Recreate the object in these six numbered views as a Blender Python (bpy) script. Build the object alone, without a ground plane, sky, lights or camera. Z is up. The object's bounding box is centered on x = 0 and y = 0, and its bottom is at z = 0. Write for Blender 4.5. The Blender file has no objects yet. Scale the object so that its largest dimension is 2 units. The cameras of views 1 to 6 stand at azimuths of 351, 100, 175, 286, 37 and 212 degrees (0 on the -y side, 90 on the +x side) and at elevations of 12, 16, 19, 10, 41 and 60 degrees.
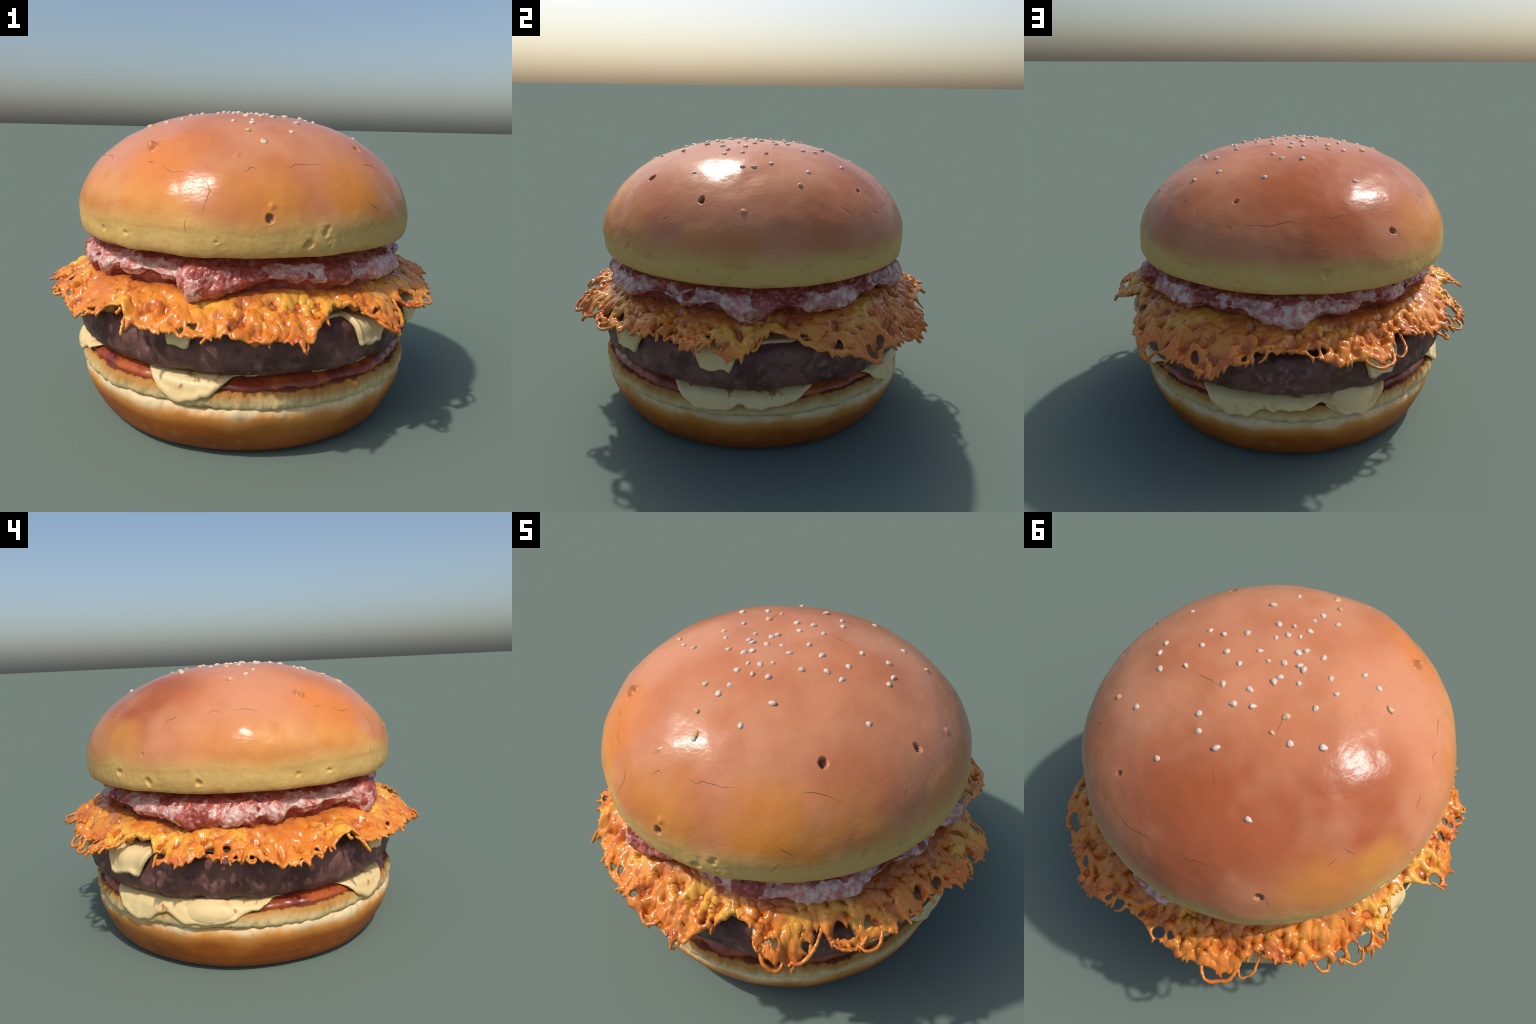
"""A tall layered burger: glazed sesame bun, bacon ruffle, crisp lacy fried-cheese skirt,
cheese slice, beef patty, sauce, melted cheese and a toasted lower bun."""
import bpy, math
import numpy as np

TAU = math.tau
RNG = np.random.default_rng(20)


# ------------------------------------------------------------------ noise
_perm = np.random.default_rng(7).permutation(256)
_perm = np.concatenate([_perm, _perm, _perm])
_grad = np.random.default_rng(8).normal(size=(256, 3))
_grad /= np.linalg.norm(_grad, axis=1, keepdims=True)


def noise(p, scale=1.0, seed=0):
    """Gradient noise in about -1..1 at points p (..., 3)."""
    q = np.asarray(p, float) * scale + seed * 17.31
    i = np.floor(q).astype(int)
    f = q - i
    w = f * f * f * (f * (f * 6 - 15) + 10)
    i &= 255
    out = 0.0
    for dx in (0, 1):
        for dy in (0, 1):
            for dz in (0, 1):
                h = _perm[_perm[_perm[i[..., 0] + dx] + i[..., 1] + dy] + i[..., 2] + dz]
                g = _grad[h]
                d = g[..., 0] * (f[..., 0] - dx) + g[..., 1] * (f[..., 1] - dy) + g[..., 2] * (f[..., 2] - dz)
                wx = w[..., 0] if dx else 1 - w[..., 0]
                wy = w[..., 1] if dy else 1 - w[..., 1]
                wz = w[..., 2] if dz else 1 - w[..., 2]
                out = out + d * wx * wy * wz
    return out * 1.6


def fbm(p, scale, octaves=3, seed=0):
    out, a = 0.0, 1.0
    for k in range(octaves):
        out = out + a * noise(p, scale * 2 ** k, seed + k)
        a *= 0.5
    return out


def facets(p, cell, seed=0):
    """Crumpled relief: random heights on a triangular lattice in x, y, joined by flat planes."""
    k = math.sqrt(3.0) / 2
    v = p[..., 1] / (cell * k)
    u = p[..., 0] / cell - 0.5 * v
    iu, iv = np.floor(u).astype(int), np.floor(v).astype(int)
    fu, fv = u - iu, v - iv

    def h(a, b):
        return _perm[_perm[(a + 37 * seed) & 255] + ((b + 91 * seed) & 255)] / 127.5 - 1
    low = h(iu, iv) * (1 - fu - fv) + h(iu + 1, iv) * fu + h(iu, iv + 1) * fv
    high = h(iu + 1, iv + 1) * (fu + fv - 1) + h(iu, iv + 1) * (1 - fu) + h(iu + 1, iv) * (1 - fv)
    return np.where(fu + fv < 1, low, high)


def smooth(a, b, x):
    t = np.clip((x - a) / (b - a), 0, 1)
    return t * t * (3 - 2 * t)


def ring_table(rows):
    """Periodic interpolation of (degrees, value, ...) rows -> function of radians."""
    rows = sorted(((r[0] % 360,) + tuple(r[1:]) for r in rows))
    a = np.array([r[0] for r in rows], float)
    v = np.array([r[1:] for r in rows], float)

    def at(theta):
        d = np.degrees(theta) % 360
        return [np.interp(d, a, v[:, k], period=360) for k in range(v.shape[1])]
    return at


def circ(theta):
    return np.stack([np.cos(theta), np.sin(theta)], -1)


# ------------------------------------------------------------------ meshes
def make_mesh(name, verts, faces, mats, mat_index=None):
    verts = np.ascontiguousarray(verts, np.float32)
    faces = np.ascontiguousarray(faces, np.int32)
    n, k = faces.shape
    me = bpy.data.meshes.new(name)
    me.vertices.add(len(verts))
    me.vertices.foreach_set("co", verts.ravel())
    me.loops.add(n * k)
    me.loops.foreach_set("vertex_index", faces.ravel())
    me.polygons.add(n)
    me.polygons.foreach_set("loop_start", np.arange(n, dtype=np.int32) * k)
    for m in mats:
        me.materials.append(m)
    if mat_index is not None:
        me.polygons.foreach_set("material_index", np.ascontiguousarray(mat_index, np.int32))
    me.update(calc_edges=True)
    me.validate()
    me.polygons.foreach_set("use_smooth", np.ones(len(me.polygons), bool))
    return me


def add_object(name, mesh, parent):
    ob = bpy.data.objects.new(name, mesh)
    bpy.context.scene.collection.objects.link(ob)
    ob.parent = parent
    return ob


def grid_faces(rows, cols, wrap=True):
    """Quads of a (rows, cols) vertex grid, cols running round; outward for rising rows."""
    i, j = np.meshgrid(np.arange(rows - 1), np.arange(cols if wrap else cols - 1), indexing="ij")
    j2 = (j + 1) % cols
    return np.stack([i * cols + j, i * cols + j2, (i + 1) * cols + j2, (i + 1) * cols + j], -1).reshape(-1, 4)


def spline(pts, n):
    """Catmull-Rom through 2-D control points, resampled by arc length to n points."""
    p = np.array(pts, float)
    p = np.vstack([2 * p[0] - p[1], p, 2 * p[-1] - p[-2]])
    out = []
    for k in range(1, len(p) - 2):
        t = np.linspace(0, 1, 24, endpoint=False)[:, None]
        a, b, c, d = p[k - 1], p[k], p[k + 1], p[k + 2]
        out.append(0.5 * (2 * b + (c - a) * t + (2 * a - 5 * b + 4 * c - d) * t ** 2 + (3 * b - a - 3 * c + d) * t ** 3))
    out = np.vstack(out + [p[-2][None]])
    s = np.concatenate([[0], np.cumsum(np.linalg.norm(np.diff(out, axis=0), axis=1))])
    u = np.linspace(0, s[-1], n)
    return np.stack([np.interp(u, s, out[:, k]) for k in range(p.shape[1])], -1)


def tube(path, radius, sides=7):
    """Verts and quads of a tube along path; radius is an array along it. Ends close to a point."""
    path = np.asarray(path, float)
    n = len(path)
    t = np.gradient(path, axis=0)
    t /= np.linalg.norm(t, axis=1, keepdims=True) + 1e-9
    ref = np.where(np.abs(t[:, 2:3]) < 0.9, [[0, 0, 1.0]], [[1.0, 0, 0]])
    a = np.cross(t, ref)
    a /= np.linalg.norm(a, axis=1, keepdims=True) + 1e-9
    b = np.cross(t, a)
    ang = np.arange(sides) * TAU / sides
    r = np.asarray(radius, float).reshape(-1, 1, 1) * np.ones((n, 1, 1))
    v = path[:, None] + r * (np.cos(ang)[None, :, None] * a[:, None] + np.sin(ang)[None, :, None] * b[:, None])
    return v.reshape(-1, 3), grid_faces(n, sides)


def join(parts):
    vs, fs, base = [], [], 0
    for v, f in parts:
        vs.append(v)
        fs.append(f + base)
        base += len(v)
    return np.vstack(vs), np.vstack(fs)


def sheet(top, centre_normal, thick, field, rim=0.009):
    """A closed two-sided sheet from a (rows, cols, 3) grid. `field` is the distance to the
    sheet's border; cells outside are dropped and the two faces meet at the border."""
    rows, cols = field.shape
    f = grid_faces(rows, cols)
    inside = field.ravel()[f].mean(1) > 0
    f = f[inside]
    count = np.zeros(rows * cols, int)
    np.add.at(count, f.ravel(), 1)
    border = (count > 0) & (count < 4)
    border.reshape(rows, cols)[0] = False
    flat = top.reshape(-1, 3).copy()
    # ease the stair-stepped border: each border vertex moves to the mean of its border neighbours
    e = np.vstack([f[:, [0, 1]], f[:, [1, 2]], f[:, [2, 3]], f[:, [3, 0]]])
    key = np.sort(e, 1)
    uniq, cnt = np.unique(key, axis=0, return_counts=True)
    be = uniq[cnt == 1]
    for it in range(5):
        acc = np.zeros_like(flat)
        num = np.zeros(len(flat))
        for a, b in ((0, 1), (1, 0)):
            np.add.at(acc, be[:, a], flat[be[:, b]])
            np.add.at(num, be[:, a], 1)
        m = border & (num > 0)
        flat[m] = 0.5 * flat[m] + 0.5 * acc[m] / num[m, None]
    t = thick.ravel() * np.sqrt(np.clip(field.ravel() / rim, 0.0, 1.0))
    t[border] = 0.0
    nrm = centre_normal.reshape(-1, 3)
    up = flat + nrm * (t * 0.5)[:, None]
    dn = flat - nrm * (t * 0.5)[:, None]
    n = rows * cols
    lower = f[:, ::-1].copy()
    lower = np.where(border[lower], lower, lower + n)
    v = np.vstack([up, dn])
    faces = np.vstack([f, lower])
    used = np.unique(faces)
    remap = np.full(2 * n, -1)
    remap[used] = np.arange(len(used))
    return v[used], remap[faces], used % n


def grid_normals(p):
    du = np.roll(p, -1, 1) - np.roll(p, 1, 1)
    dv = np.gradient(p, axis=0)
    n = np.cross(du, dv)
    return n / (np.linalg.norm(n, axis=-1, keepdims=True) + 1e-12)


# ------------------------------------------------------------------ materials
class Mat:
    def __init__(self, name, rough=0.4, spec=0.5, coat=0.0, coat_rough=0.1, sss=0.0, sss_radius=(0.03, 0.012, 0.006)):
        self.m = bpy.data.materials.new(name)
        self.m.use_nodes = True
        self.t = self.m.node_tree
        self.b = self.t.nodes["Principled BSDF"]
        self.b.inputs["Roughness"].default_value = rough
        self.b.inputs["Specular IOR Level"].default_value = spec
        self.b.inputs["Coat Weight"].default_value = coat
        self.b.inputs["Coat Roughness"].default_value = coat_rough
        if sss:
            self.b.inputs["Subsurface Weight"].default_value = sss
            self.b.inputs["Subsurface Radius"].default_value = sss_radius
            self.b.inputs["Subsurface Scale"].default_value = 1.0
        self.co = self.n("ShaderNodeTexCoord").outputs["Object"]
        self.sep = self.n("ShaderNodeSeparateXYZ", Vector=self.co)
        self.z = self.sep.outputs["Z"]

    def n(self, kind, **kw):
        node = self.t.nodes.new(kind)
        for k, v in kw.items():
            self.set(node.inputs[k.replace("_", " ")], v)
        return node

    def set(self, sock, v):
        if hasattr(v, "is_linked"):
            self.t.links.new(v, sock)
        elif isinstance(v, tuple) and len(v) == 3 and sock.type == "RGBA":
            sock.default_value = (*v, 1)
        else:
            sock.default_value = v

    def math(self, op, a, b=0.0, c=0.0):
        node = self.n("ShaderNodeMath")
        node.operation = op
        for k, v in enumerate((a, b, c)):
            self.set(node.inputs[k], v)
        return node.outputs[0]

    def step(self, x, lo, hi):
        node = self.n("ShaderNodeMapRange")
        node.interpolation_type = "SMOOTHSTEP"
        for k, v in (("Value", x), ("From Min", lo), ("From Max", hi), ("To Min", 0.0), ("To Max", 1.0)):
            self.set(node.inputs[k], v)
        return node.outputs["Result"]

    def noise(self, scale, detail=3.0, rough=0.5, stretch=None, distort=0.0):
        v = self.co
        if stretch:
            mp = self.n("ShaderNodeMapping", Vector=self.co)
            mp.inputs["Scale"].default_value = stretch
            v = mp.outputs[0]
        return self.n("ShaderNodeTexNoise", Vector=v, Scale=scale, Detail=detail, Roughness=rough, Distortion=distort).outputs["Fac"]

    def voronoi(self, scale, feature="F1"):
        node = self.n("ShaderNodeTexVoronoi", Vector=self.co, Scale=scale)
        node.feature = feature
        return node.outputs["Distance"]

    def spot(self, centre, radius, wobble=0.0):
        """Soft round patch about a point of the surface, with a wandering border."""
        v = self.n("ShaderNodeVectorMath")
        v.operation = "DISTANCE"
        self.set(v.inputs[0], self.co)
        v.inputs[1].default_value = centre
        d = self.math("ADD", v.outputs["Value"], self.math("MULTIPLY_ADD", self.noise(4.0, 4), wobble, -wobble / 2))
        return self.step(d, radius, radius * 0.25)

    def mix(self, fac, a, b):
        node = self.n("ShaderNodeMix")
        node.data_type = "RGBA"
        self.set(node.inputs[0], fac)
        self.set(node.inputs[6], a)
        self.set(node.inputs[7], b)
        return node.outputs[2]

    def bump(self, height, strength=0.3, distance=0.005, prev=None):
        node = self.n("ShaderNodeBump", Height=height)
        node.inputs["Strength"].default_value = strength
        node.inputs["Distance"].default_value = distance
        if prev is not None:
            self.set(node.inputs["Normal"], prev)
        return node.outputs[0]

    def done(self, colour, normal=None, rough=None):
        self.set(self.b.inputs["Base Color"], colour)
        if normal is not None:
            self.set(self.b.inputs["Normal"], normal)
            self.set(self.b.inputs["Coat Normal"], normal)
        if rough is not None:
            self.set(self.b.inputs["Roughness"], rough)
        return self.m


def crown_material():
    m = Mat("glazed_crust", rough=0.3, spec=0.19)
    wob = m.math("MULTIPLY_ADD", m.noise(3.0, 4), 0.16, -0.08)
    zw = m.math("ADD", m.z, wob)
    glaze = m.mix(m.step(m.noise(2.2, 3), 0.35, 0.65), (0.50, 0.170, 0.075), (0.58, 0.240, 0.125))
    glaze = m.mix(m.math("MULTIPLY", m.spot((-0.12, 0.58, 1.30), 0.50, 0.2), 0.9), glaze, (0.36, 0.088, 0.032))
    glaze = m.mix(m.math("MULTIPLY", m.spot((-0.54, 0.32, 1.28), 0.42, 0.2), 0.9), glaze, (0.35, 0.085, 0.030))
    amber = m.mix(m.step(m.noise(5.0, 3), 0.4, 0.65), (0.58, 0.205, 0.038), (0.64, 0.28, 0.075))
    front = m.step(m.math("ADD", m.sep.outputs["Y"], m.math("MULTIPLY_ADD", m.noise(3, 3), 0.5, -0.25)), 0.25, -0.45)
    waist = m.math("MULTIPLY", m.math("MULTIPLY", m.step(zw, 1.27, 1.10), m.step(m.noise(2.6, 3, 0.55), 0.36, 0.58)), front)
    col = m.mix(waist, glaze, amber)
    for place, size, hue in (((-0.41, -0.56, 1.25), 0.24, (0.66, 0.20, 0.030)), ((0.38, -0.66, 1.13), 0.24, (0.60, 0.21, 0.028)),
                             ((-0.05, -0.80, 1.10), 0.26, (0.56, 0.20, 0.034)), ((-0.58, 0.55, 1.09), 0.27, (0.60, 0.25, 0.05)),
                             ((0.80, 0.12, 1.05), 0.14, (0.52, 0.19, 0.04)), ((-0.74, 0.34, 1.10), 0.2, (0.62, 0.28, 0.06))):
        col = m.mix(m.math("MULTIPLY", m.spot(place, size, 0.25), 0.6), col, hue)
    col = m.mix(m.math("MULTIPLY", m.step(m.noise(4.1, 2, 0.5, (1, 1, 0.8)), 0.5, 0.8), 0.3), col, (0.64, 0.34, 0.20))
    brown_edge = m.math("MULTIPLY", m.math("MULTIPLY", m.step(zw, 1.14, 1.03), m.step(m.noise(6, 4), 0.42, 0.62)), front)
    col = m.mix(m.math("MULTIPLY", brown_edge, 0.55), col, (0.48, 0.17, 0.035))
    pale = m.mix(m.noise(9, 4), (0.60, 0.37, 0.105), (0.65, 0.43, 0.16))
    zs = m.math("MULTIPLY_ADD", m.noise(4.0, 5), 0.09, m.math("SUBTRACT", m.z, 0.015))
    col = m.mix(m.step(zs, 1.10, 0.990), col, pale)
    line = m.math("MULTIPLY", m.step(zs, 1.004, 1.016), m.step(zs, 1.034, 1.018))
    col = m.mix(m.math("MULTIPLY", line, m.math("MULTIPLY", m.step(m.noise(5, 3), 0.45, 0.65), 0.25)), col, (0.40, 0.17, 0.04))
    stain = m.math("MULTIPLY", m.step(zs, 0.955, 0.91), m.step(m.noise(11, 3), 0.45, 0.65))
    col = m.mix(m.math("MULTIPLY", stain, 0.6), col, (0.45, 0.20, 0.04))
    col = m.mix(m.math("MULTIPLY", m.step(m.noise(60, 3), 0.5, 0.72), 0.16), col, (0.40, 0.14, 0.05))
    speck = m.step(m.voronoi(34), 0.06, 0.02)
    col = m.mix(m.math("MULTIPLY", speck, m.step(m.noise(8, 1), 0.52, 0.7)), col, (0.33, 0.12, 0.05))
    grain = m.noise(90, 4, 0.6)
    ripples = m.noise(30, 3, 0.5, (1, 1, 2.5))
    nrm = m.bump(ripples, 0.17, 0.006)
    nrm = m.bump(grain, 0.11, 0.003, nrm)
    rough = m.math("ADD", m.math("MULTIPLY", m.step(zs, 1.12, 0.99), 0.3), 0.245)
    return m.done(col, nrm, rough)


def pit_material():
    m = Mat("crust_pit", rough=0.4)
    return m.done(m.mix(m.noise(60, 3), (0.20, 0.07, 0.035), (0.34, 0.15, 0.075)))


def crack_material():
    m = Mat("dark_crust", rough=0.6)
    return m.done(m.mix(m.noise(40, 2), (0.09, 0.045, 0.02), (0.2, 0.09, 0.035)))


def seed_material(tan=False):
    m = Mat("toasted_seed" if tan else "sesame", rough=0.4, spec=0.4)
    rnd = m.n("ShaderNodeObjectInfo").outputs["Random"]
    if tan:
        col = m.mix(rnd, (0.55, 0.32, 0.14), (0.58, 0.38, 0.2))
    else:
        col = m.mix(rnd, (0.57, 0.44, 0.32), (0.65, 0.54, 0.46))
    col = m.mix(m.step(m.noise(70, 2), 0.56, 0.7), col, (0.5, 0.38, 0.27))
    return m.done(col, m.bump(m.noise(120, 2), 0.3, 0.002))


def heel_material():
    m = Mat("baked_crust", rough=0.45, spec=0.2)
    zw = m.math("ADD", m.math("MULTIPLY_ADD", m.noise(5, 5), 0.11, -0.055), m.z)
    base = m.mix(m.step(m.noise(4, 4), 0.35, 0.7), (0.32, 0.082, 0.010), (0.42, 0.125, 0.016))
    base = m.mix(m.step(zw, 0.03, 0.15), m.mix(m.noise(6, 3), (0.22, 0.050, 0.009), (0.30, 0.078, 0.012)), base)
    gold = (0.58, 0.25, 0.055)
    col = m.mix(m.step(zw, 0.140, 0.228), base, gold)
    cream = m.mix(m.noise(14, 4), (0.62, 0.44, 0.20), (0.70, 0.58, 0.38))
    col = m.mix(m.step(zw, 0.203, 0.250), col, cream)
    col = m.mix(m.math("MULTIPLY", m.step(m.noise(16, 4), 0.58, 0.72), 0.35), col, (0.40, 0.19, 0.05))
    fib = m.noise(70, 3, 0.6, (1, 1, 0.35))
    nrm = m.bump(fib, 0.22, 0.005)
    return m.done(col, m.bump(m.noise(24, 3), 0.12, 0.006, nrm))


def crumb_material():
    m = Mat("toasted_crumb", rough=0.75, spec=0.2)
    zw = m.math("ADD", m.math("MULTIPLY_ADD", m.noise(24, 4, 0.6, (1, 1, 0.25)), 0.035, -0.0175), m.z)
    crumb = m.mix(m.noise(18, 4), (0.56, 0.40, 0.15), (0.66, 0.53, 0.29))
    toast = m.mix(m.noise(9, 3), (0.34, 0.13, 0.025), (0.50, 0.25, 0.055))
    patch = m.math("ADD", m.math("MULTIPLY", m.noise(5, 3), 0.05), -0.025)
    col = m.mix(m.step(m.math("ADD", zw, patch), 0.272, 0.325), crumb, toast)
    char = m.mix(m.noise(12, 3), (0.10, 0.022, 0.012), (0.20, 0.05, 0.02))
    col = m.mix(m.step(zw, 0.324, 0.332), col, char)
    hole = m.step(m.noise(45, 2), 0.66, 0.74)
    col = m.mix(m.math("MULTIPLY", hole, 0.5), col, (0.33, 0.19, 0.06))
    nrm = m.bump(m.noise(55, 5, 0.65, (1, 1, 0.5)), 0.6, 0.008)
    return m.done(col, nrm)


def sauce_material():
    m = Mat("red_sauce", rough=0.25, spec=0.5)
    col = m.mix(m.step(m.noise(7, 4), 0.35, 0.65), (0.20, 0.028, 0.012), (0.40, 0.085, 0.016))
    col = m.mix(m.step(m.noise(25, 3), 0.55, 0.75), col, (0.14, 0.015, 0.01))
    return m.done(col, m.bump(m.noise(20, 3), 0.3, 0.01))


def cheese_material(smear=False):
    m = Mat("cheese_smear" if smear else "melted_cheese", rough=0.42, spec=0.35, sss=0.08)
    col = m.mix(m.noise(5, 3), (0.70, 0.51, 0.22), (0.76, 0.59, 0.32))
    if smear:
        col = m.mix(m.math("MULTIPLY", m.step(m.noise(8, 5, 0.6, (1, 1, 1.6)), 0.52, 0.68), 0.6), col, (0.60, 0.37, 0.12))
        stain = m.math("MULTIPLY", m.step(m.noise(11, 5, 0.6), 0.57, 0.64), m.step(m.z, 0.318, 0.345))
        col = m.mix(m.math("MULTIPLY", stain, 0.85), col, (0.38, 0.12, 0.03))
    else:
        col = m.mix(m.math("MULTIPLY", m.step(m.noise(9, 4), 0.6, 0.75), 0.35), col, (0.55, 0.30, 0.09))
    return m.done(col, m.bump(m.noise(14, 4, 0.5, (1, 1, 2)), 0.15, 0.01))


def patty_material():
    m = Mat("seared_beef", rough=0.5, spec=0.28)
    base = m.mix(m.step(m.noise(7, 5, 0.6), 0.34, 0.66), (0.088, 0.036, 0.029), (0.188, 0.088, 0.072))
    cell = m.n("ShaderNodeTexVoronoi", Vector=m.n("ShaderNodeVectorMath", **{}).outputs[0], Scale=20.0)
    vm = cell.inputs["Vector"].links[0].from_node
    vm.operation = "ADD"
    m.set(vm.inputs[0], m.co)
    nz = m.n("ShaderNodeTexNoise", Vector=m.co, Scale=9.0, Detail=3.0)
    sc = m.n("ShaderNodeVectorMath")
    sc.operation = "SCALE"
    m.set(sc.inputs[0], nz.outputs["Color"])
    sc.inputs["Scale"].default_value = 0.12
    m.set(vm.inputs[1], sc.outputs[0])
    lump = m.step(cell.outputs["Distance"], 0.55, 0.1)
    col = m.mix(m.math("MULTIPLY", lump, m.step(m.noise(5, 3), 0.45, 0.6)), base, (0.25, 0.125, 0.110))
    col = m.mix(m.math("MULTIPLY", m.step(m.noise(22, 4), 0.56, 0.7), 0.6), col, (0.035, 0.02, 0.02))
    col = m.mix(m.math("MULTIPLY", m.step(m.noise(3.5, 2), 0.55, 0.7), 0.35), col, (0.15, 0.055, 0.045))
    nrm = m.bump(m.noise(16, 4), 0.4, 0.012)
    nrm = m.bump(m.noise(60, 4, 0.6), 0.35, 0.005, nrm)
    return m.done(col, nrm, m.math("MULTIPLY_ADD", m.noise(12, 3), 0.3, 0.36))


def skirt_material(pit=False):
    m = Mat("browned_cheese" if pit else "fried_cheese", rough=0.24, spec=0.5)
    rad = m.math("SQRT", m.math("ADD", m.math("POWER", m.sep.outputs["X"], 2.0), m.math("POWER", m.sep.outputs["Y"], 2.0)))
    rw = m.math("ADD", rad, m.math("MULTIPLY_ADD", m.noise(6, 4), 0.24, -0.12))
    body = m.mix(m.step(m.noise(8, 4), 0.34, 0.68), (0.62, 0.175, 0.020), (0.68, 0.245, 0.034))
    yellow = m.mix(m.noise(15, 3), (0.78, 0.40, 0.045), (0.74, 0.33, 0.05))
    ymask = m.math("MULTIPLY", m.step(m.noise(4.2, 4), 0.50, 0.64), m.step(rw, 0.95, 0.86))
    col = m.mix(ymask, body, yellow)
    red = m.math("MULTIPLY", m.step(m.noise(10, 4, 0.6), 0.54, 0.66), 0.8)
    col = m.mix(red, col, (0.42, 0.085, 0.02))
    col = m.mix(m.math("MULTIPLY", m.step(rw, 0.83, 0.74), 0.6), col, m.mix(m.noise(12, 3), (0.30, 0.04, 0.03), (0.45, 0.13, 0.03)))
    col = m.mix(m.math("MULTIPLY", m.step(rw, 0.945, 1.04), 0.6), col, (0.52, 0.125, 0.016))
    if pit:
        col = m.mix(m.step(m.noise(24, 3), 0.3, 0.7), (0.36, 0.075, 0.014), (0.56, 0.16, 0.022))
    nrm = m.bump(m.noise(34, 4, 0.55), 0.22, 0.008)
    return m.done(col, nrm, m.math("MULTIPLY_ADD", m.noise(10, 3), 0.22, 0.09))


def bacon_material(fat):
    m = Mat("bacon_fat" if fat else "bacon_lean", rough=0.3, spec=0.5, sss=0.05)
    lean = m.mix(m.step(m.noise(12, 4, 0.6), 0.35, 0.65), (0.25, 0.034, 0.022), (0.42, 0.090, 0.060))
    lean = m.mix(m.math("MULTIPLY", m.step(m.noise(30, 4, 0.6), 0.52, 0.68), 0.5), lean, (0.56, 0.27, 0.24))
    pale = m.mix(m.step(m.noise(26, 4, 0.6), 0.36, 0.62), (0.52, 0.20, 0.16), (0.66, 0.46, 0.40))
    vein = m.step(m.noise(19, 4, 0.6), 0.50, 0.63)
    pale = m.mix(m.math("MULTIPLY", vein, 0.7), pale, (0.40, 0.09, 0.07))
    if fat:
        col = m.mix(m.step(m.noise(5, 3), 0.56, 0.72), pale, lean)
    else:
        col = m.mix(m.math("MULTIPLY", m.step(m.noise(16, 4, 0.6), 0.54, 0.66), 0.65), lean, pale)
        col = m.mix(m.math("MULTIPLY", m.step(m.noise(7, 3), 0.5, 0.65), 0.6), col, (0.25, 0.055, 0.02))
    nrm = m.bump(m.noise(42, 3, 0.5), 0.6, 0.012)
    nrm = m.bump(m.noise(110, 2), 0.3, 0.004, nrm)
    return m.done(col, nrm)


# ------------------------------------------------------------------ top bun
CROWN = dict(base=0.884, radius=0.8295, foot=0.8066, waist=0.107, height=0.5619)


def crown_point(theta, a):
    """Crown surface; a runs from -pi/2 (underside rim) through 0 (waist) to pi/2 (top)."""
    s, c = np.abs(np.sin(a)), np.cos(a)
    z = np.where(a >= 0, CROWN["waist"] + (CROWN["height"] - CROWN["waist"]) * s ** 1.1615,
                 CROWN["waist"] * (1 - s ** 0.588))
    r = np.where(a >= 0, CROWN["radius"] * np.maximum(c, 0) ** 0.8503,
                 CROWN["foot"] + (CROWN["radius"] - CROWN["foot"]) * np.maximum(c, 0))
    lobes = 1 - 0.0062 * np.cos(2 * theta) + 0.0011 * np.sin(2 * theta) + 0.0041 * np.cos(3 * theta) + 0.005 * np.sin(3 * theta)
    k = z / CROWN["height"]
    x = r * lobes * np.cos(theta) - 0.0266 * k - 0.003
    y = r * lobes * np.sin(theta) - 0.0166 * k - 0.0015
    return np.stack(np.broadcast_arrays(x, y, z + CROWN["base"]), -1)


# dents and knobs of the crust: (x, y, z, width, depth); negative depth stands out
PITS = [(0.44, -0.42, 1.29, 0.018, 0.022), (0.66, -0.11, 1.24, 0.019, 0.022), (-0.02, -0.84, 1.04, 0.020, 0.016),
        (0.31, 0.58, 1.25, 0.013, 0.010), (-0.39, 0.69, 1.13, 0.014, 0.016), (0.43, -0.43, 1.29, 0.012, 0.008)]
DENTS = [(0.67, -0.47, 1.00, 0.022, 0.010), (0.74, -0.35, 0.99, 0.018, 0.010), (0.81, -0.09, 0.95, 0.022, 0.009),
         (0.82, 0.06, 0.93, 0.016, 0.008), (0.73, 0.39, 0.97, 0.020, 0.010), (0.52, 0.64, 0.96, 0.020, 0.010),
         (0.41, 0.72, 0.95, 0.016, 0.006), (0.31, 0.76, 0.93, 0.018, 0.006), (-0.07, 0.82, 0.99, 0.026, 0.012),
         (-0.76, 0.35, 0.97, 0.020, 0.012), (-0.81, 0.18, 0.94, 0.020, 0.014), (-0.82, -0.07, 0.94, 0.016, 0.014),
         (-0.68, -0.49, 0.95, 0.020, 0.008), (-0.57, -0.61, 0.95, 0.015, 0.012), (-0.22, -0.81, 0.95, 0.014, 0.008),
         (0.14, -0.83, 0.94, 0.024, 0.014), (0.21, -0.81, 0.98, 0.024, 0.012), (-0.79, 0.21, 1.06, 0.012, 0.008),
         (-0.01, -0.82, 1.09, 0.018, -0.007), (0.70, 0.09, 1.20, 0.018, -0.007), (-0.13, -0.67, 1.27, 0.014, -0.005),
         (0.50, 0.31, 1.29, 0.012, -0.004), (-0.46, -0.45, 1.29, 0.032, -0.034)]


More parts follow.
